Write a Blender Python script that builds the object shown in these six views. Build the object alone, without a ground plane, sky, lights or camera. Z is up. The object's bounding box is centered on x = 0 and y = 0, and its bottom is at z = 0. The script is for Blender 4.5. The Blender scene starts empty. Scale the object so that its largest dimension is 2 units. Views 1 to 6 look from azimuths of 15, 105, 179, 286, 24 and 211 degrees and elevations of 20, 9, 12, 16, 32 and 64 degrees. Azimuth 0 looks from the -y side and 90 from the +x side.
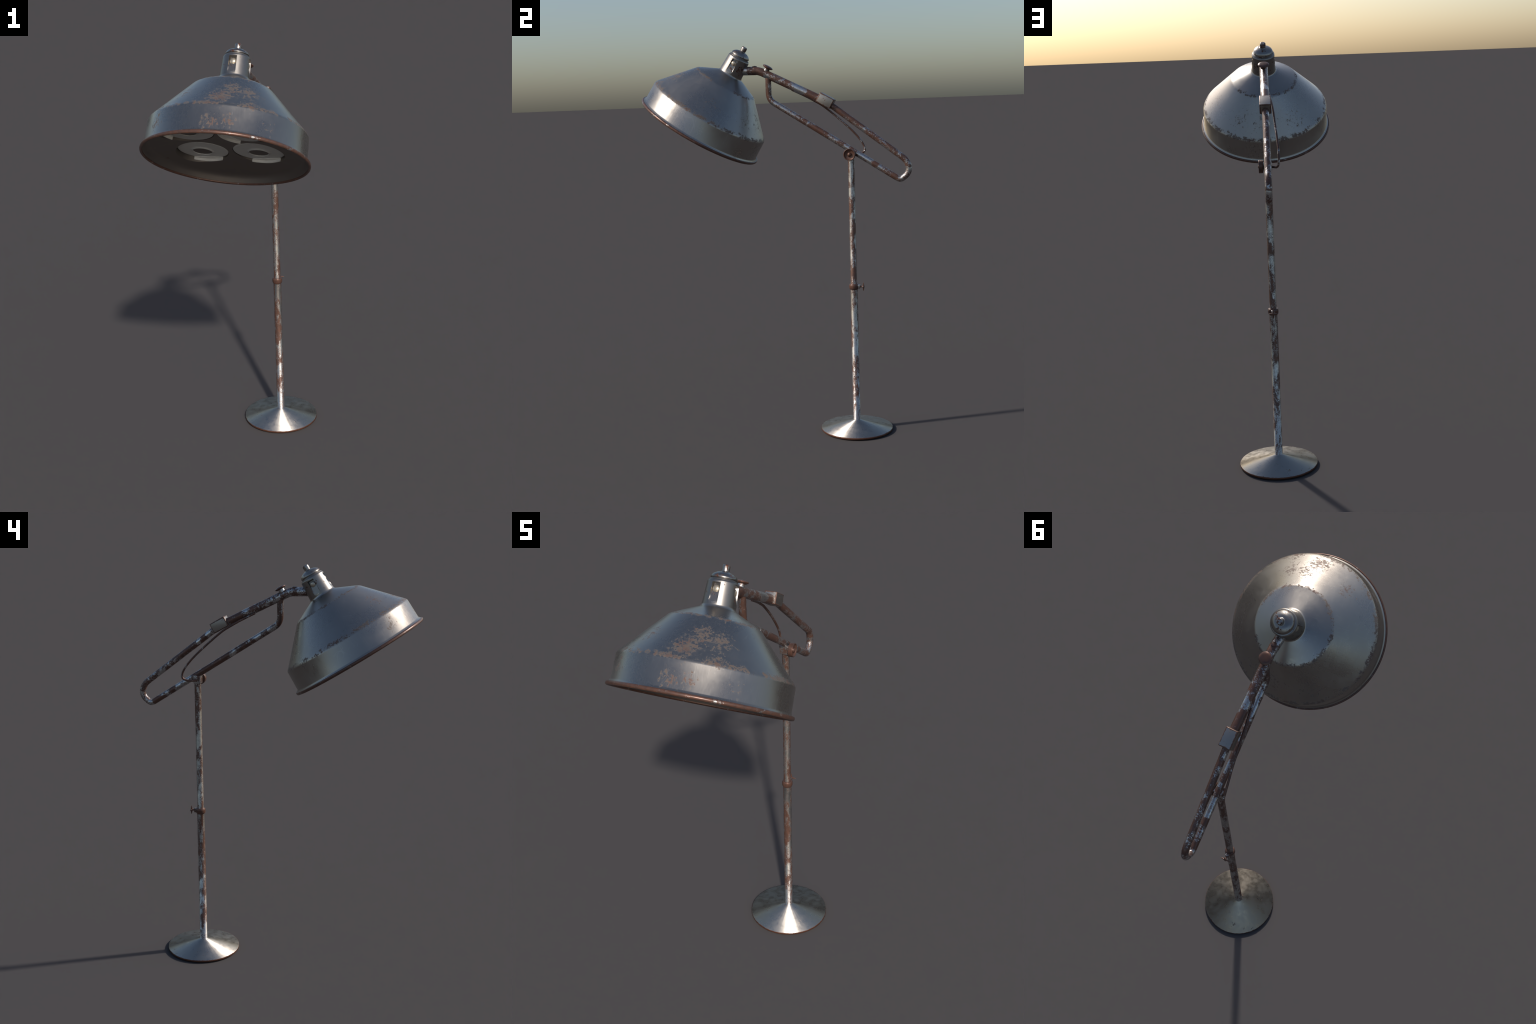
import bpy, bmesh, math
from mathutils import Vector, Matrix

# ------------------------------------------------------------------ frame
BASE_Y = 0.389                     # the stand's foot
TILT = math.radians(32.3)          # lean of the lamp head
APEX = Vector((0, -0.1485, 1.99))  # reference point on the head's axis
AX = Vector((0, math.sin(TILT), math.cos(TILT)))
# head frame: local +z along the axis (up through the finial), local +x = world +x,
# local -y = towards the front of the lamp.  s (depth below the apex) = -z
HEAD = Matrix.Translation(APEX) @ Matrix.Rotation(-TILT, 4, 'X')

# ------------------------------------------------------------------ materials
class NT:
    def __init__(self, name):
        self.m = bpy.data.materials.new(name)
        self.m.use_nodes = True
        self.t = self.m.node_tree
        self.b = self.t.nodes["Principled BSDF"]
        self.tc = self.t.nodes.new("ShaderNodeTexCoord").outputs["Object"]
    def n(self, kind, **kw):
        nd = self.t.nodes.new(kind)
        for k, v in kw.items():
            setattr(nd, k, v)
        return nd
    def put(self, sock, v):
        if hasattr(v, "is_output"):
            self.t.links.new(v, sock)
        else:
            sock.default_value = v
    def math(self, op, a, b=None, c=None, clamp=False):
        nd = self.n("ShaderNodeMath", operation=op, use_clamp=clamp)
        for i, v in enumerate((a, b, c)):
            if v is not None:
                self.put(nd.inputs[i], v)
        return nd.outputs[0]
    def noise(self, scale, detail=4, rough=0.55, dist=0.0, stretch=(1, 1, 1), off=(0, 0, 0), vec=None, rot=(0, 0, 0)):
        mp = self.n("ShaderNodeMapping")
        self.put(mp.inputs["Vector"], vec if vec is not None else self.tc)
        mp.inputs["Scale"].default_value = stretch
        mp.inputs["Location"].default_value = off
        mp.inputs["Rotation"].default_value = rot
        nd = self.n("ShaderNodeTexNoise")
        self.put(nd.inputs["Vector"], mp.outputs[0])
        for k, v in (("Scale", scale), ("Detail", detail), ("Roughness", rough), ("Distortion", dist)):
            nd.inputs[k].default_value = v
        return nd.outputs[0]
    def ramp(self, v, lo, hi, a=0.0, b=1.0):
        nd = self.n("ShaderNodeMapRange")
        nd.interpolation_type = 'SMOOTHSTEP'
        self.put(nd.inputs[0], v)
        for i, x in enumerate((lo, hi, a, b)):
            nd.inputs[i + 1].default_value = x
        return nd.outputs[0]
    def mix(self, f, a, b):
        nd = self.n("ShaderNodeMix", data_type='RGBA')
        self.put(nd.inputs[0], f)
        self.put(nd.inputs[6], a if hasattr(a, "is_output") else (*a, 1))
        self.put(nd.inputs[7], b if hasattr(b, "is_output") else (*b, 1))
        return nd.outputs[2]
    def mixf(self, f, a, b):
        nd = self.n("ShaderNodeMix", data_type='FLOAT')
        self.put(nd.inputs[0], f); self.put(nd.inputs[2], a); self.put(nd.inputs[3], b)
        return nd.outputs[0]
    def bump(self, h, strength, dist=0.002):
        nd = self.n("ShaderNodeBump")
        self.put(nd.inputs["Height"], h)
        nd.inputs["Strength"].default_value = strength
        nd.inputs["Distance"].default_value = dist
        self.put(self.b.inputs["Normal"], nd.outputs[0])
    def xyz(self):
        nd = self.n("ShaderNodeSeparateXYZ")
        self.put(nd.inputs[0], self.tc)
        return nd.outputs

STEEL = (0.335, 0.310, 0.283)
STEEL_PALE = (0.56, 0.55, 0.54)
RUST = (0.118, 0.047, 0.027)
RUST_DARK = (0.070, 0.029, 0.018)

def finish(k, rust, steel, rust_col, rough_steel, rough_rust, bump=0.25, film=0.3, metal=0.97):
    k.put(k.b.inputs["Base Color"], k.mix(rust, steel, rust_col))
    k.put(k.b.inputs["Metallic"], k.mixf(rust, metal, film))
    k.put(k.b.inputs["Roughness"], k.mixf(rust, rough_steel, rough_rust))
    k.b.inputs["Specular IOR Level"].default_value = 0.35
    if bump:
        k.bump(rust, bump, 0.001)
    return k.m

def band(k, v, c, w, edge):
    """1 inside |v-c|<w, falling to 0 over edge"""
    return k.ramp(k.math('ABSOLUTE', k.math('SUBTRACT', v, c)), w, w + edge, 1.0, 0.0)

def blob(k, xyz, c, r):
    """soft ball of influence round a point of the shade"""
    d = None
    for i in range(3):
        q = k.math('POWER', k.math('ABSOLUTE', k.math('SUBTRACT', xyz[i], c[i])), 2.0)
        d = q if d is None else k.math('ADD', d, q)
    return k.ramp(k.math('SQRT', d), 0.0, r, 1.0, 0.0)

def tube_metal(name, cover, scale=14.0, stretch=(1, 1, 1), off=(0, 0, 0), steel=STEEL_PALE, rough=0.27, speckle=0.62):
    """pipes: a brown rust film flaking off a pale steel, in patches of very mixed size"""
    k = NT(name)
    big = k.noise(scale, 3, 0.5, 0.6, stretch, off)
    mid = k.noise(scale * 3.5, 5, 0.65, 0.5, stretch, off)
    fine = k.noise(scale * 14, 4, 0.7, 0.0, (1, 1, 1), off)
    h = k.math('ADD', k.math('MULTIPLY', big, 0.65), k.math('MULTIPLY', mid, 0.35))
    h = k.math('ADD', h, k.math('MULTIPLY', k.math('SUBTRACT', fine, 0.5), 0.80 * speckle))
    t = 0.5 + (0.5 - cover) * 0.40
    rust = k.math('MULTIPLY', k.ramp(h, t - 0.045, t + 0.025), 0.95)
    tone = k.noise(scale * 3, 5, 0.6, 0.0, (1, 1, 1), (3, 1, 7))
    rc = k.mix(k.ramp(tone, 0.35, 0.65), RUST_DARK, RUST)
    sc = k.mix(k.ramp(tone, 0.3, 0.7), steel, tuple(c * 0.72 for c in steel))
    return finish(k, rust, sc, rc, k.mixf(tone, rough - 0.08, rough + 0.12), 0.33)

def fitting_metal(name, cover, steel=STEEL, scale=40.0, off=(0, 0, 0), rough=0.3):
    k = NT(name)
    h = k.noise(scale, 6, 0.65, 0.4, (1, 1, 1), off)
    t = 0.5 + (0.5 - cover) * 0.5
    rust = k.ramp(h, t - 0.012, t + 0.03)
    tone = k.noise(scale * 2, 4, 0.6)
    return finish(k, rust, steel, k.mix(tone, RUST_DARK, RUST), k.mixf(tone, rough - 0.05, rough + 0.1), 0.4)

def block_metal(half):
    """steel block whose edges have rusted through"""
    k = NT("block_steel")
    xyz = k.xyz()
    a, b, c = (k.math('SUBTRACT', half[i], k.math('ABSOLUTE', xyz[i])) for i in range(3))
    mid = k.math('MAXIMUM', k.math('MINIMUM', a, b), k.math('MINIMUM', k.math('MAXIMUM', a, b), c))
    nz = k.noise(60, 6, 0.65, 0.4)
    edge = k.ramp(mid, 0.0015, 0.008, 0.32, 0.0)
    rust = k.ramp(k.math('ADD', nz, edge), 0.62, 0.70)
    tone = k.noise(90, 4, 0.6)
    return finish(k, k.math('MULTIPLY', rust, 0.9), STEEL, k.mix(tone, RUST_DARK, RUST), k.mixf(tone, 0.32, 0.42), 0.42)

def scratches(k, scale=11.0, n=5):
    """hairlines running every which way, 0..1"""
    out = None
    for i in range(n):
        z = k.noise(scale, 0.0, 0.5, 0.0, (1, 26, 0.8) if i % 2 else (26, 0.8, 1), (i * 3.1, 7.7 * i, 2.3),
                    rot=(0.5 + i * 0.9, 0.3 + 1.3 * i, 0.7 * i))
        m = k.ramp(k.math('ABSOLUTE', k.math('SUBTRACT', z, 0.5)), 0.0, 0.014, 1.0, 0.0)
        gate = k.ramp(k.noise(7, 3, 0.5, 0.0, (1, 1, 1), (i * 5.0, 1, i)), 0.48, 0.62)
        m = k.math('MULTIPLY', m, gate)
        out = m if out is None else k.math('MAXIMUM', out, m)
    return out

def shade_metal():
    k = NT("worn_steel_shade")
    xyz = k.xyz()
    s = k.math('MULTIPLY', xyz[2], -1.0)
    speck = k.noise(70, 9, 0.75, 0.5)
    fleck = k.noise(150, 6, 0.75, 0.3, (1, 1, 0.6), (4, 4, 1))
    cloud = k.noise(8, 4, 0.6, 0.5, (1, 1, 1), (5, 2, 1))
    patch = k.noise(17, 4, 0.6, 0.5, (1, 1, 1), (1, 7, 3))
    # ragged rust along the two bent edges, broken into stretches
    low = band(k, s, 0.3610, 0.002, 0.020)
    up = band(k, s, 0.2010, 0.001, 0.011)
    gate = k.ramp(patch, 0.36, 0.58, 0.35, 1.0)
    edges = k.math('MULTIPLY', k.math('MULTIPLY', k.math('MAXIMUM', low, k.math('MULTIPLY', up, 0.95)), 0.33), gate)
    # scuffed blotches on the front of the shade
    spots = None
    for c, r, w in (((0.035, -0.280, -0.325), 0.115, 0.33), ((0.065, -0.225, -0.262), 0.090, 0.33),
                    ((0.045, -0.255, -0.290), 0.080, 0.30), ((0.130, -0.21, -0.285), 0.115, 0.28),
                    ((0.155, -0.265, -0.350), 0.085, 0.28), ((-0.125, -0.22, -0.290), 0.100, 0.24),
                    ((-0.19, -0.25, -0.345), 0.06, 0.27), ((0.02, -0.325, -0.435), 0.090, 0.25),
                    ((0.085, -0.315, -0.425), 0.080, 0.24), ((-0.215, -0.245, -0.42), 0.085, 0.27),
                    ((0.10, -0.13, -0.215), 0.060, 0.17), ((0.22, -0.23, -0.43), 0.08, 0.19),
                    ((0.0, 0.25, -0.30), 0.17, 0.20), ((-0.14, 0.20, -0.31), 0.15, 0.20),
                    ((0.12, 0.22, -0.30), 0.14, 0.19), ((0.05, 0.31, -0.41), 0.16, 0.18), ((0.24, 0.05, -0.29), 0.13, 0.17)):
        b = k.math('MULTIPLY', blob(k, xyz, c, r), w)
        spots = b if spots is None else k.math('MAXIMUM', spots, b)
    sprinkle = k.math('MULTIPLY', k.ramp(cloud, 0.52, 0.74), 0.12)
    drive = k.math('MAXIMUM', edges, k.math('MAXIMUM', spots, sprinkle))
    grain = k.math('ADD', k.math('MULTIPLY', speck, 0.7), k.math('MULTIPLY', fleck, 0.3))
    rust = k.ramp(k.math('ADD', k.math('MULTIPLY_ADD', k.math('SUBTRACT', grain, 0.5), 1.7, 0.5), drive), 0.735, 0.81)
    tone = k.noise(20, 5, 0.6, 0.0, (1, 1, 1), (2, 8, 3))
    rc = k.mix(k.ramp(tone, 0.50, 0.62), (0.118, 0.084, 0.066), (0.112, 0.056, 0.040))
    scr = scratches(k)
    smear = k.noise(6, 5, 0.65, 0.5, (1, 1, 1), (9, 9, 2))
    rough = k.math('ADD', k.mixf(k.ramp(smear, 0.35, 0.65), 0.25, 0.36), k.math('MULTIPLY', scr, 0.06))
    steel = k.mix(smear, tuple(c * 0.90 for c in STEEL), tuple(c * 1.06 for c in STEEL))
    steel = k.mix(k.math('MULTIPLY', scr, 0.35), steel, (0.50, 0.47, 0.43))  # glints along the hairlines painted in as paler steel
    return finish(k, k.math('MULTIPLY', rust, 0.88), steel, rc, rough, 0.5, 0.15, 0.1, 0.945)

def base_metal():
    k = NT("worn_steel_foot")
    speck = k.noise(45, 7, 0.7, 0.8)
    cloud = k.noise(11, 4, 0.55, 0.4, (1, 1, 1), (5, 2, 1))
    xyz = k.xyz()
    edge = k.ramp(xyz[2], 0.0112, 0.0128, 0.6, 0.0)
    root = k.ramp(xyz[2], 0.043, 0.052, 0.0, 0.10)
    drive = k.math('ADD', k.math('ADD', edge, root), k.math('MULTIPLY', k.math('SUBTRACT', cloud, 0.5), 0.45))
    rust = k.ramp(k.math('ADD', speck, drive), 0.66, 0.72)
    tone = k.noise(30, 4, 0.6)
    rough = k.mixf(k.ramp(tone, 0.35, 0.65), 0.27, 0.37)
    return finish(k, rust, STEEL, k.mix(tone, RUST_DARK, RUST), rough, 0.5)

def plain(name, col, rough, metal=0.0, grain=60, amount=0.12):
    k = NT(name)
    nz = k.noise(grain, 5, 0.6)
    k.put(k.b.inputs["Base Color"], k.mix(nz, tuple(c * (1 - amount) for c in col), tuple(c * (1 + amount) for c in col)))
    k.b.inputs["Roughness"].default_value = rough
    k.b.inputs["Metallic"].default_value = metal
    return k.m

M_SHADE = shade_metal()
M_LIP = tube_metal("rusted_lip", 0.86, 20.0)
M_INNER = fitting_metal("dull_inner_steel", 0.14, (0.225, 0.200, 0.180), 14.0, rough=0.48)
M_NECK = fitting_metal("neck_steel", 0.27, (0.26, 0.24, 0.22), 38.0, (2, 0, 0), rough=0.36)  # base colour lowered to give the neck its dark ground reflection
M_CAP = fitting_metal("cap_steel", 0.32, (0.28, 0.26, 0.238), 48.0, (7, 1, 0), rough=0.28)
M_FINIAL = fitting_metal("finial_steel", 0.45, STEEL, 55.0, (1, 5, 0))
M_SCREW = plain("bright_screw_steel", (0.50, 0.43, 0.33), 0.36, 0.75)  # beige tint carries the sun's warm reflection on the screw heads
M_BASE = base_metal()
M_POLE = tube_metal("rusted_pole", 0.50, 19.0, (1.5, 1.5, 0.55), steel=(0.47, 0.455, 0.44), rough=0.29, speckle=0.7)  # steel lightened to strengthen the pole's sunlit highlight
M_ARM = tube_metal("rusted_arm", 0.56, 13.0, off=(4, 0, 1))
M_ROD = tube_metal("rusted_rod", 0.57, 14.0, off=(0, 6, 2))
M_LOWROD = tube_metal("rusted_lower_rod", 0.57, 14.0, off=(8, 2, 5))
M_WIRE = tube_metal("rusted_wire", 0.72, 18.0, off=(1, 2, 9))
M_RUSTY = tube_metal("rusty_fitting", 0.85, 18.0, off=(3, 3, 3))
M_BLOCK = block_metal((0.027, 0.041, 0.0255))
M_JOINT = tube_metal("joint_paint", 0.38, 22.0, off=(6, 1, 4))
M_SOCKET = plain("socket_white_enamel", (0.42, 0.42, 0.41), 0.5)
M_TAB = plain("tab_pale", (0.62, 0.61, 0.58), 0.55)
M_LENS = plain("socket_dark_core", (0.10, 0.085, 0.075), 0.4, 0.4)

# ------------------------------------------------------------------ mesh helpers
def fillet(pts, n=7):
    """pts: sequence of (point..., radius) - round each interior corner"""
    P = [Vector(p[:-1]) for p in pts]
    R = [p[-1] for p in pts]
    out = [P[0]]
    for i in range(1, len(P) - 1):
        a, b, c = P[i - 1], P[i], P[i + 1]
        if R[i] <= 0:
            out.append(b); continue
        u, v = (a - b), (c - b)
        d = min(R[i], u.length * 0.49, v.length * 0.49)
        p, q = b + u.normalized() * d, b + v.normalized() * d
        for j in range(n + 1):
            t = j / n
            out.append(p * (1 - t) ** 2 + b * 2 * t * (1 - t) + q * t * t)
    out.append(P[-1])
    return out

def mesh_from(bm, name, mat, angle=40):
    bmesh.ops.remove_doubles(bm, verts=bm.verts, dist=1e-6)
    bmesh.ops.recalc_face_normals(bm, faces=bm.faces)
    if all(e.is_manifold for e in bm.edges) and bm.calc_volume(signed=True) < 0:
        bmesh.ops.reverse_faces(bm, faces=bm.faces)
    me = bpy.data.meshes.new(name)
    bm.to_mesh(me); bm.free()
    me.materials.append(mat)
    for p in me.polygons:
        p.use_smooth = True
    me.set_sharp_from_angle(angle=math.radians(angle))
    return me

def revolve(name, prof, mat, seg=96, angle=40):
    """prof: (r, z) pairs, closed onto the axis where r = 0"""
    bm = bmesh.new()
    rings = []
    for r, z in prof:
        if r < 1e-7:
            rings.append([bm.verts.new((0, 0, z))])
        else:
            rings.append([bm.verts.new((r * math.cos(2 * math.pi * i / seg), r * math.sin(2 * math.pi * i / seg), z)) for i in range(seg)])
    for a, b in zip(rings, rings[1:]):
        for i in range(seg):
            j = (i + 1) % seg
            if len(a) == 1 and len(b) == 1:
                break
            if len(a) == 1:
                bm.faces.new((a[0], b[i], b[j]))
            elif len(b) == 1:
                bm.faces.new((a[i], b[0], a[j]))
            else:
                bm.faces.new((a[i], b[i], b[j], a[j]))
    return mesh_from(bm, name, mat, angle)

def tube(name, pts, rad, mat, seg=24, cap=True):
    """pts: 3D centre line; rad: one radius or one per point"""
    P = [Vector(p) for p in pts]
    R = rad if isinstance(rad, (list, tuple)) else [rad] * len(P)
    bm = bmesh.new()
    t0 = (P[1] - P[0]).normalized()
    nrm = t0.orthogonal().normalized()
    rings = []
    for i, p in enumerate(P):
        t = ((P[i + 1] - p).normalized() if i == 0 else (p - P[i - 1]).normalized() if i == len(P) - 1
             else ((P[i + 1] - p).normalized() + (p - P[i - 1]).normalized()).normalized())
        nrm = (nrm - t * nrm.dot(t)).normalized()
        bi = t.cross(nrm)
        rings.append([bm.verts.new(p + (nrm * math.cos(2 * math.pi * j / seg) + bi * math.sin(2 * math.pi * j / seg)) * R[i]) for j in range(seg)])
    for a, b in zip(rings, rings[1:]):
        for j in range(seg):
            bm.faces.new((a[j], a[(j + 1) % seg], b[(j + 1) % seg], b[j]))
    if cap:
        bm.faces.new(list(reversed(rings[0]))); bm.faces.new(rings[-1])
    return mesh_from(bm, name, mat, 50)

def box(name, size, mat, bev=0.003, seg=3):
    bm = bmesh.new()
    bmesh.ops.create_cube(bm, size=1.0)
    bmesh.ops.scale(bm, vec=size, verts=bm.verts)
    bmesh.ops.bevel(bm, geom=list(bm.edges), offset=bev, segments=seg, affect='EDGES', profile=0.5)
    return mesh_from(bm, name, mat, 35)

def smooth_path(ctrl, n=10):
    """Catmull-Rom through control points"""
    P = [Vector(c) for c in ctrl]
    P = [P[0] * 2 - P[1]] + P + [P[-1] * 2 - P[-2]]
    out = []
    for i in range(1, len(P) - 2):
        for j in range(n):
            t = j / n
            a, b, c, d = P[i - 1], P[i], P[i + 1], P[i + 2]
            out.append(0.5 * ((2 * b) + (c - a) * t + (2 * a - 5 * b + 4 * c - d) * t * t + (3 * b - a - 3 * c + d) * t ** 3))
    out.append(P[-2])
    return out

def lean_normals(me, low, high):
    """shade a vertical pipe as one skin with the cone it grows out of: its normals lean up by
    low degrees at the bottom ring and high degrees at the top ring"""
    zs = [v.co.z for v in me.vertices]
    z0, z1 = min(zs), max(zs)
    out = []
    for v in me.vertices:
        a = math.radians(low + (high - low) * (v.co.z - z0) / (z1 - z0))
        r = Vector((v.co.x, v.co.y, 0)).normalized() * math.cos(a)
        out.append((r.x, r.y, math.sin(a)))
    me.normals_split_custom_set_from_vertices(out)
    return me

WORLD = {}
def place(obj_name, data, parent=None, world=None):
    ob = bpy.data.objects.new(obj_name, data)
    bpy.context.scene.collection.objects.link(ob)
    w = world if world is not None else Matrix.Identity(4)
    ob.matrix_basis = w
    WORLD[ob.name] = w
    if parent is not None:
        ob.parent = parent
        ob.matrix_parent_inverse = WORLD[parent.name].inverted()
    return ob

def axis_matrix(loc, direction):
    return Matrix.Translation(loc) @ Vector(direction).to_track_quat('Z', 'Y').to_matrix().to_4x4()

# ------------------------------------------------------------------ the lamp
lamp = place("floor_lamp", None, None, Matrix.Translation((0, BASE_Y, 0)))
lamp["label"] = "rusty steel adjustable floor lamp with large conical shade"
lamp["category"] = "floor lamp"

FOOT = Matrix.Translation((0, BASE_Y, 0))

# ---- foot: a low cone with a rolled edge
prof = [(0, 0.0), (0.182, 0.0), (0.1868, 0.0035), (0.1868, 0.0120), (0.0190, 0.0515), (0.0190, 0.058), (0, 0.058)]
base = place("base", revolve("base", prof, M_BASE, 48, 88), lamp, FOOT)

# ---- telescopic pole
lower = place("lower_pole", lean_normals(tube("lower_pole", [(0, 0, 0.03), (0, 0, 0.76)], 0.0191, M_POLE, 32, False), 30, 6), lamp, FOOT)
upper = place("upper_pole", lean_normals(tube("upper_pole", [(0, 0, 0.74), (0, 0, 1.43)], 0.0166, M_POLE, 32, False), 13, 5), lamp, FOOT)

# ---- clamp collar with its cross-handled screw
COL_Z = 0.7622
prof = fillet([(0.0155, -0.0155, 0), (0.0205, -0.0155, 0.003), (0.0245, -0.008, 0.006), (0.0245, 0.007, 0.006), (0.0215, 0.0145, 0.002), (0.0155, 0.0145, 0)], 5)
collar = place("collar", revolve("collar", prof, M_RUSTY, 48), lamp, Matrix.Translation((0, BASE_Y, COL_Z)))
place("clamp_boss", box("clamp_boss", (0.018, 0.020, 0.022), M_JOINT, 0.003), collar, Matrix.Translation((0, BASE_Y + 0.0235, COL_Z)))
prof = fillet([(0, 0, 0), (0.0045, 0, 0.001), (0.0045, 0.012, 0.002), (0.0065, 0.0165, 0.003), (0.0065, 0.022, 0.004), (0, 0.024, 0)], 4)
screw = place("clamp_screw", revolve("clamp_screw", prof, M_RUSTY, 24), collar, axis_matrix((0, BASE_Y + 0.031, COL_Z), (0, 1, 0)))
spoke = tube("screw_spoke", [(0, 0, 0), (0, 0, 0.008), (0, 0, 0.016), (0, 0, 0.0225)], [0.0046, 0.0040, 0.0028, 0.0010], M_RUSTY, 10)
for i in range(4):
    a = math.radians(90 * i)
    place("screw_spoke", spoke, collar, axis_matrix((0, BASE_Y + 0.0495, COL_Z), (math.sin(a), 0, math.cos(a))))

# ---- pivot at the top of the pole
PIV = Vector((0, 0.387, 1.441))
joint = place("pivot_joint", box("pivot_joint", (0.040, 0.036, 0.040), M_JOINT, 0.002), lamp, Matrix.Translation(PIV))
prof = fillet([(0, 0, 0), (0.029, 0, 0.002), (0.0302, 0.002, 0.002), (0.0302, 0.020, 0.002), (0.0265, 0.0205, 0.002), (0.0225, 0.014, 0.003), (0.013, 0.0125, 0.002), (0, 0.0125, 0)], 4)
place("pivot_knob", revolve("pivot_knob", prof, M_RUSTY, 48), joint, axis_matrix(PIV + Vector((0.021, 0, 0)), (1, 0, 0)))
prof = [(0.0112 * math.cos(math.pi / 2 * i / 8), 0.011 * math.sin(math.pi / 2 * i / 8)) for i in range(9)]
place("pivot_bolt", revolve("pivot_bolt", [(0, -0.003), (0.0112, -0.003)] + prof[:-1] + [(0, 0.011)], M_RUSTY, 24), joint, axis_matrix(PIV + Vector((0.0335, 0, 0)), (1, 0, 0)))
place("pivot_spacer", tube("pivot_spacer", [(0, 0, 0), (0, 0, 0.014)], 0.013, M_RUSTY, 24), joint, axis_matrix(PIV + Vector((0.010, 0, 0)), (1, 0, 0)))

# ---- arm: thick pipe from the head to the coupling block
pts = fillet([(0, -0.180, 1.8765, 0), (0, -0.077, 1.8742, 0.022), (0, 0.255, 1.7120, 0)], 8)
arm = place("arm", tube("arm", pts, [0.0215 if p.y < -0.09 else 0.0204 for p in pts], M_ARM, 32), lamp)
# ---- coupling block
ang = math.radians(-29.5)
place("coupling_block", box("coupling_block", (0.054, 0.082, 0.051), M_BLOCK, 0.0035), lamp,
      Matrix.Translation((0, 0.267, 1.7125)) @ Matrix.Rotation(ang, 4, 'X'))
# ---- thin rod: leaves the block, loops round the tail and comes back as the lower rod
pts = fillet([(0, 0.27, 1.7068, 0), (0, 0.6720, 1.4040, 0.05), (0, 0.6840, 1.3475, 0.04), (0, 0.6375, 1.3083, 0.018),
              (0, 0.10, 1.6453, 0)], 8)
place("upper_rod", tube("upper_rod", pts[:12], 0.0156, M_ROD, 28), lamp)
place("tail_loop", tube("tail_loop", pts[9:], 0.0153, M_LOWROD, 28), lamp)
pts = fillet([(0, 0.105, 1.6422, 0), (0, -0.0290, 1.7260, 0.035), (0, -0.0288, 1.85, 0)], 8)
place("strut", tube("strut", pts, 0.0150, M_LOWROD, 28), lamp)
# ---- stud through the arm with its domed button
up = Vector((0, math.sin(math.radians(30)), math.cos(math.radians(30))))
stud_at = Vector((0, -0.0300, 1.8880))
prof = fillet([(0, -0.004, 0), (0.020, -0.004, 0.004), (0.0272, 0.001, 0.002), (0.0275, 0.004, 0.002), (0.020, 0.0085, 0.01), (0, 0.0105, 0)], 5)
button = place("stud_button", revolve("stud_button", prof, M_RUSTY, 40), lamp, axis_matrix(stud_at, up))
place("stud_neck", tube("stud_neck", [(0, 0, -0.035), (0, 0, 0)], 0.0145, M_JOINT, 24), button, axis_matrix(stud_at, up))
prof = fillet([(0, -0.012, 0), (0.0118, -0.012, 0), (0.0118, 0.0035, 0.002), (0, 0.006, 0)], 4)
place("arm_rivet", revolve("arm_rivet", prof, M_ARM, 24), lamp, axis_matrix((0, -0.0985, 1.8945), (0, 0.02, 1)))

# ---- cable
cab = smooth_path([(-0.014, 0.09, 1.772), (-0.0225, 0.150, 1.742), (-0.0305, 0.200, 1.714), (-0.0360, 0.253, 1.680),
                   (-0.0425, 0.334, 1.6105), (-0.0490, 0.396, 1.551), (-0.0512, 0.435, 1.503), (-0.0505, 0.4515, 1.468),
                   (-0.0470, 0.4480, 1.450), (-0.0400, 0.430, 1.4405), (-0.0330, 0.408, 1.438), (-0.0180, 0.388, 1.438)], 8)
place("cable", tube("cable", cab, 0.0052, M_WIRE, 14), lamp)

# ------------------------------------------------------------------ lamp head (profiles as (r, -s))
def prof_s(pts, n=7):
    return [(p[1], -p[0]) for p in fillet(pts, n)]

T = 0.005
outer = [(0.135, 0.0605, 0), (0.1515, 0.0625, 0.012), (0.2005, 0.166, 0.008), (0.3570, 0.3096, 0), (0.3650, 0.3168, 0), (0.3735, 0.3209, 0), (0.4640, 0.3236, 0), (0.4690, 0.3272, 0), (0.4745, 0.3325, 0), (0.4785, 0.3355, 0)]
inner = [(0.4820, 0.3300, 0), (0.468, 0.3205, 0.004), (0.3720, 0.3155, 0.012), (0.2040, 0.161, 0.012), (0.1570, 0.058, 0.006), (0.135, 0.0555, 0)]
shade = place("shade", revolve("shade", prof_s(outer) , M_SHADE, 128, 50), lamp, HEAD)
place("shade_lining", revolve("shade_lining", prof_s(inner), M_INNER, 128, 50), shade, HEAD)
# rolled lip
lip = [(0.3330 + 0.0056 * math.cos(2 * math.pi * i / 16), -0.4805 + 0.0076 * math.sin(2 * math.pi * i / 16)) for i in range(17)]
place("shade_lip", revolve("shade_lip", lip, M_LIP, 128, 80), shade, HEAD)

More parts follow.
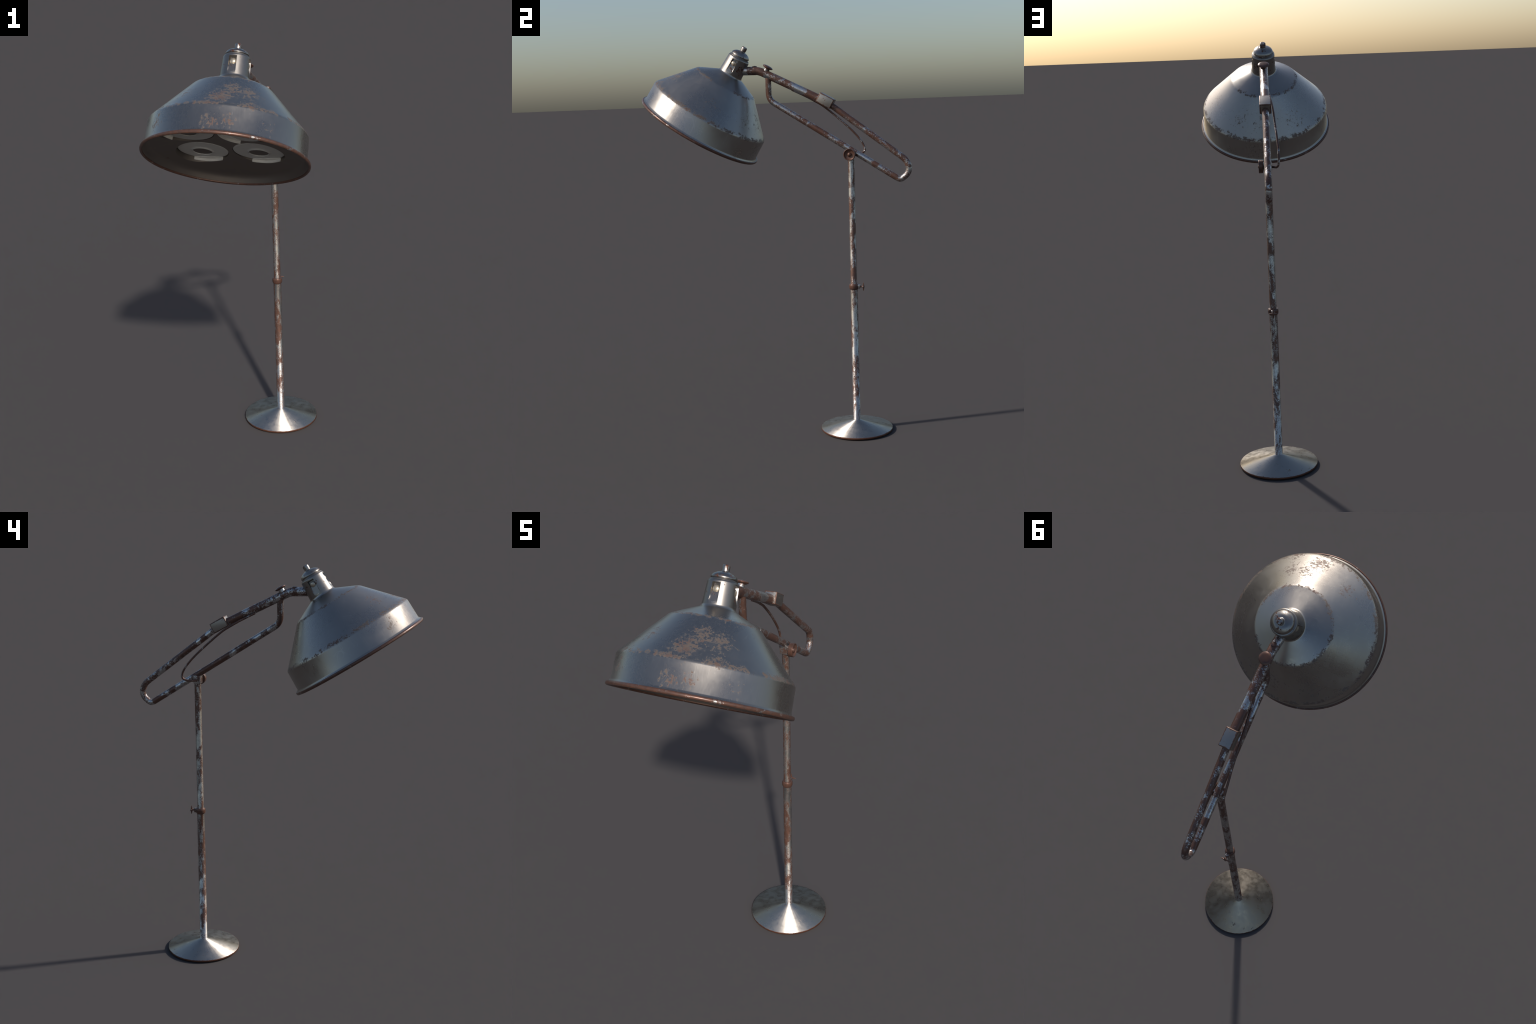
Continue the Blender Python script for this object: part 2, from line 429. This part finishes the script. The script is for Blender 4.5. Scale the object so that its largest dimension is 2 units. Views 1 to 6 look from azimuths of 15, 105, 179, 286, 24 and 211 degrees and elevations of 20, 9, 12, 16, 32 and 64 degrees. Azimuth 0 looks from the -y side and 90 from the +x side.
# neck: a collar with three scooped slots
def neck_mesh():
    half = math.radians(15.5)
    slots = [math.radians(a) for a in (0, 92, -92)]
    e = math.radians(0.6)
    angs = set()
    N = 72
    for i in range(N):
        a = -math.pi + 2 * math.pi * i / N
        if all(abs(a - c) > half + math.radians(2) or abs(a - c) < half - math.radians(2) for c in slots):
            angs.add(round(a, 6))
    for c in slots:
        for d in (-half - e, -half + e, half - e, half + e):
            angs.add(round(c + d, 6))
    angs = sorted(angs)
    rows = [0.046, 0.0495, 0.0515, 0.0535, 0.0545, 0.056, 0.059, 0.0615, 0.066, 0.0675, 0.0685, 0.074, 0.08, 0.09, 0.10, 0.11, 0.12, 0.13, 0.138, 0.142, 0.150, 0.156]
    rad = {0.046: 0.0455, 0.0495: 0.0470, 0.0515: 0.0522, 0.0535: 0.0530, 0.0545: 0.0526, 0.056: 0.0545, 0.059: 0.0566}
    bm = bmesh.new()
    rings = []
    for s in rows:
        R = rad.get(s, 0.0570 + (s - 0.0615) / (0.150 - 0.0615) * 0.0050)
        ring = []
        for a in angs:
            r = R
            for c in slots:
                if abs(a - c) <= half and 0.067 < s < 0.141:
                    depth = 0.0140 * max(0.0, (0.140 - s) / (0.140 - 0.068))
                    r = min(R, (R - depth) / max(0.5, math.cos(a - c)) * math.cos(half * 0.35))
                    r = min(r, R)
            ring.append(bm.verts.new((r * math.sin(a), -r * math.cos(a), -s)))
        rings.append(ring)
    for p, q in zip(rings, rings[1:]):
        for i in range(len(angs)):
            j = (i + 1) % len(angs)
            bm.faces.new((p[i], p[j], q[j], q[i]))
    return mesh_from(bm, "neck", M_NECK, 32)
neck = place("neck", neck_mesh(), shade, HEAD)

prof = [(0.0140 * math.cos(math.pi / 2 * i / 8), 0.0085 * math.sin(math.pi / 2 * i / 8)) for i in range(9)]
vs = revolve("vent_screw", [(0, -0.006), (0.0140, -0.006)] + prof[:-1] + [(0, 0.0085)], M_SCREW, 28)
for a in (0, 92, -92):
    a = math.radians(a)
    d = Vector((math.sin(a), -math.cos(a), 0))
    place("vent_screw", vs, shade, HEAD @ axis_matrix(d * 0.0478 + Vector((0, 0, -0.0885)), d))

cap = prof_s([(0.018, 0, 0), (0.018, 0.0145, 0), (0.0205, 0.0165, 0.002), (0.0235, 0.0300, 0.008), (0.0330, 0.0440, 0.008), (0.0415, 0.0488, 0.004), (0.0455, 0.0488, 0.001), (0.0470, 0.0455, 0.001), (0.0520, 0.0450, 0), (0.0520, 0, 0)], 6)
place("cap", revolve("cap", cap, M_CAP, 64, 50), shade, HEAD)
fin = prof_s([(-0.0065, 0, 0), (-0.0060, 0.0135, 0.009), (0.004, 0.0148, 0.006), (0.0235, 0.0135, 0), (0.0235, 0, 0)], 6)
place("finial", revolve("finial", fin, M_FINIAL, 32, 50), shade, HEAD)

# ---- closing panel just inside the mouth, with four recessed bulb sockets
SOCKETS = ((-0.127, -0.090, 180), (0.109, -0.090, 172), (-0.124, 0.141, -95), (0.110, 0.141, -120))
S0 = 0.4165          # depth of the white socket faces
def panel_mesh():
    tmp = []
    def obj(me):
        ob = bpy.data.objects.new("cutter", me)
        bpy.context.scene.collection.objects.link(ob)
        tmp.append(ob)
        return ob
    prof = prof_s([(0.4840, 0.3300, 0), (0.4535, 0.3110, 0.015), (0.4300, 0.24, 0.04), (0.4170, 0.14, 0.05), (0.4140, 0, 0)], 5) + [(0, -0.380), (0.3120, -0.380), (0.3200, -0.4600), (0.3290, -0.4770), (0.3300, -0.4840)]
    body = obj(revolve("socket_panel", prof, M_INNER, 96, 50))
    hole = prof_s([(0.405, 0, 0), (0.405, 0.1070, 0), (0.50, 0.1100, 0), (0.50, 0, 0)])
    for x, f, _ in SOCKETS:
        h = obj(revolve("hole", hole, M_INNER, 64, 50))
        h.matrix_basis = Matrix.Translation((x, -f, 0))
        m = body.modifiers.new("cut", 'BOOLEAN')
        m.operation = 'DIFFERENCE'; m.solver = 'EXACT'; m.object = h
    bpy.context.view_layer.update()
    dg = bpy.context.evaluated_depsgraph_get()
    me = bpy.data.meshes.new_from_object(body.evaluated_get(dg))
    me.name = "socket_panel"
    me.set_sharp_from_angle(angle=math.radians(35))
    for ob in tmp:
        bpy.data.objects.remove(ob, do_unlink=True)
    return me
place("socket_panel", panel_mesh(), shade, HEAD)

face = prof_s([(S0 - 0.012, 0.1068, 0), (S0 - 0.003, 0.1060, 0.003), (S0, 0.1010, 0.004), (S0, 0.0470, 0.004), (S0 + 0.005, 0.0425, 0.002), (S0 + 0.006, 0.0415, 0.001), (S0 + 0.0045, 0.0395, 0.001), (S0 + 0.0020, 0.0390, 0)], 5)
face_me = revolve("socket", face, M_SOCKET, 64, 50)
core = prof_s([(S0 + 0.0022, 0.0400, 0), (S0 + 0.0030, 0, 0)], 3)
core_me = revolve("socket_core", core, M_LENS, 40, 50)

def tab_mesh():
    """pale strip on the edge of a socket: a flat part on the face and an upright part"""
    bm = bmesh.new()
    half = math.radians(36)
    ring = []
    N = 14
    for i in range(N + 1):
        a = -half + 2 * half * i / N
        ro, ri = 0.1066, 0.1030
        chord = 0.1030 * math.cos(half) * 0.96 / math.cos(a)
        ring.append([bm.verts.new((r * math.sin(a), -r * math.cos(a), z)) for r, z in
                     ((ro, -S0 + 0.002), (ro, -S0 - 0.0125), (ri, -S0 - 0.0125), (ri, -S0 - 0.0025), (chord, -S0 - 0.0020), (chord, -S0 + 0.002))])
    for p, q in zip(ring, ring[1:]):
        for k in range(6):
            bm.faces.new((p[k], p[(k + 1) % 6], q[(k + 1) % 6], q[k]))
    bm.faces.new(ring[0]); bm.faces.new(list(reversed(ring[-1])))
    return mesh_from(bm, "socket_edge_strip", M_TAB, 40)
tab_me = tab_mesh()
for x, f, turn in SOCKETS:
    w = HEAD @ Matrix.Translation((x, -f, 0))
    sk = place("socket", face_me, lamp, w)
    place("socket_core", core_me, sk, w)
    place("socket_edge_strip", tab_me, sk, w @ Matrix.Rotation(math.radians(turn), 4, 'Z'))
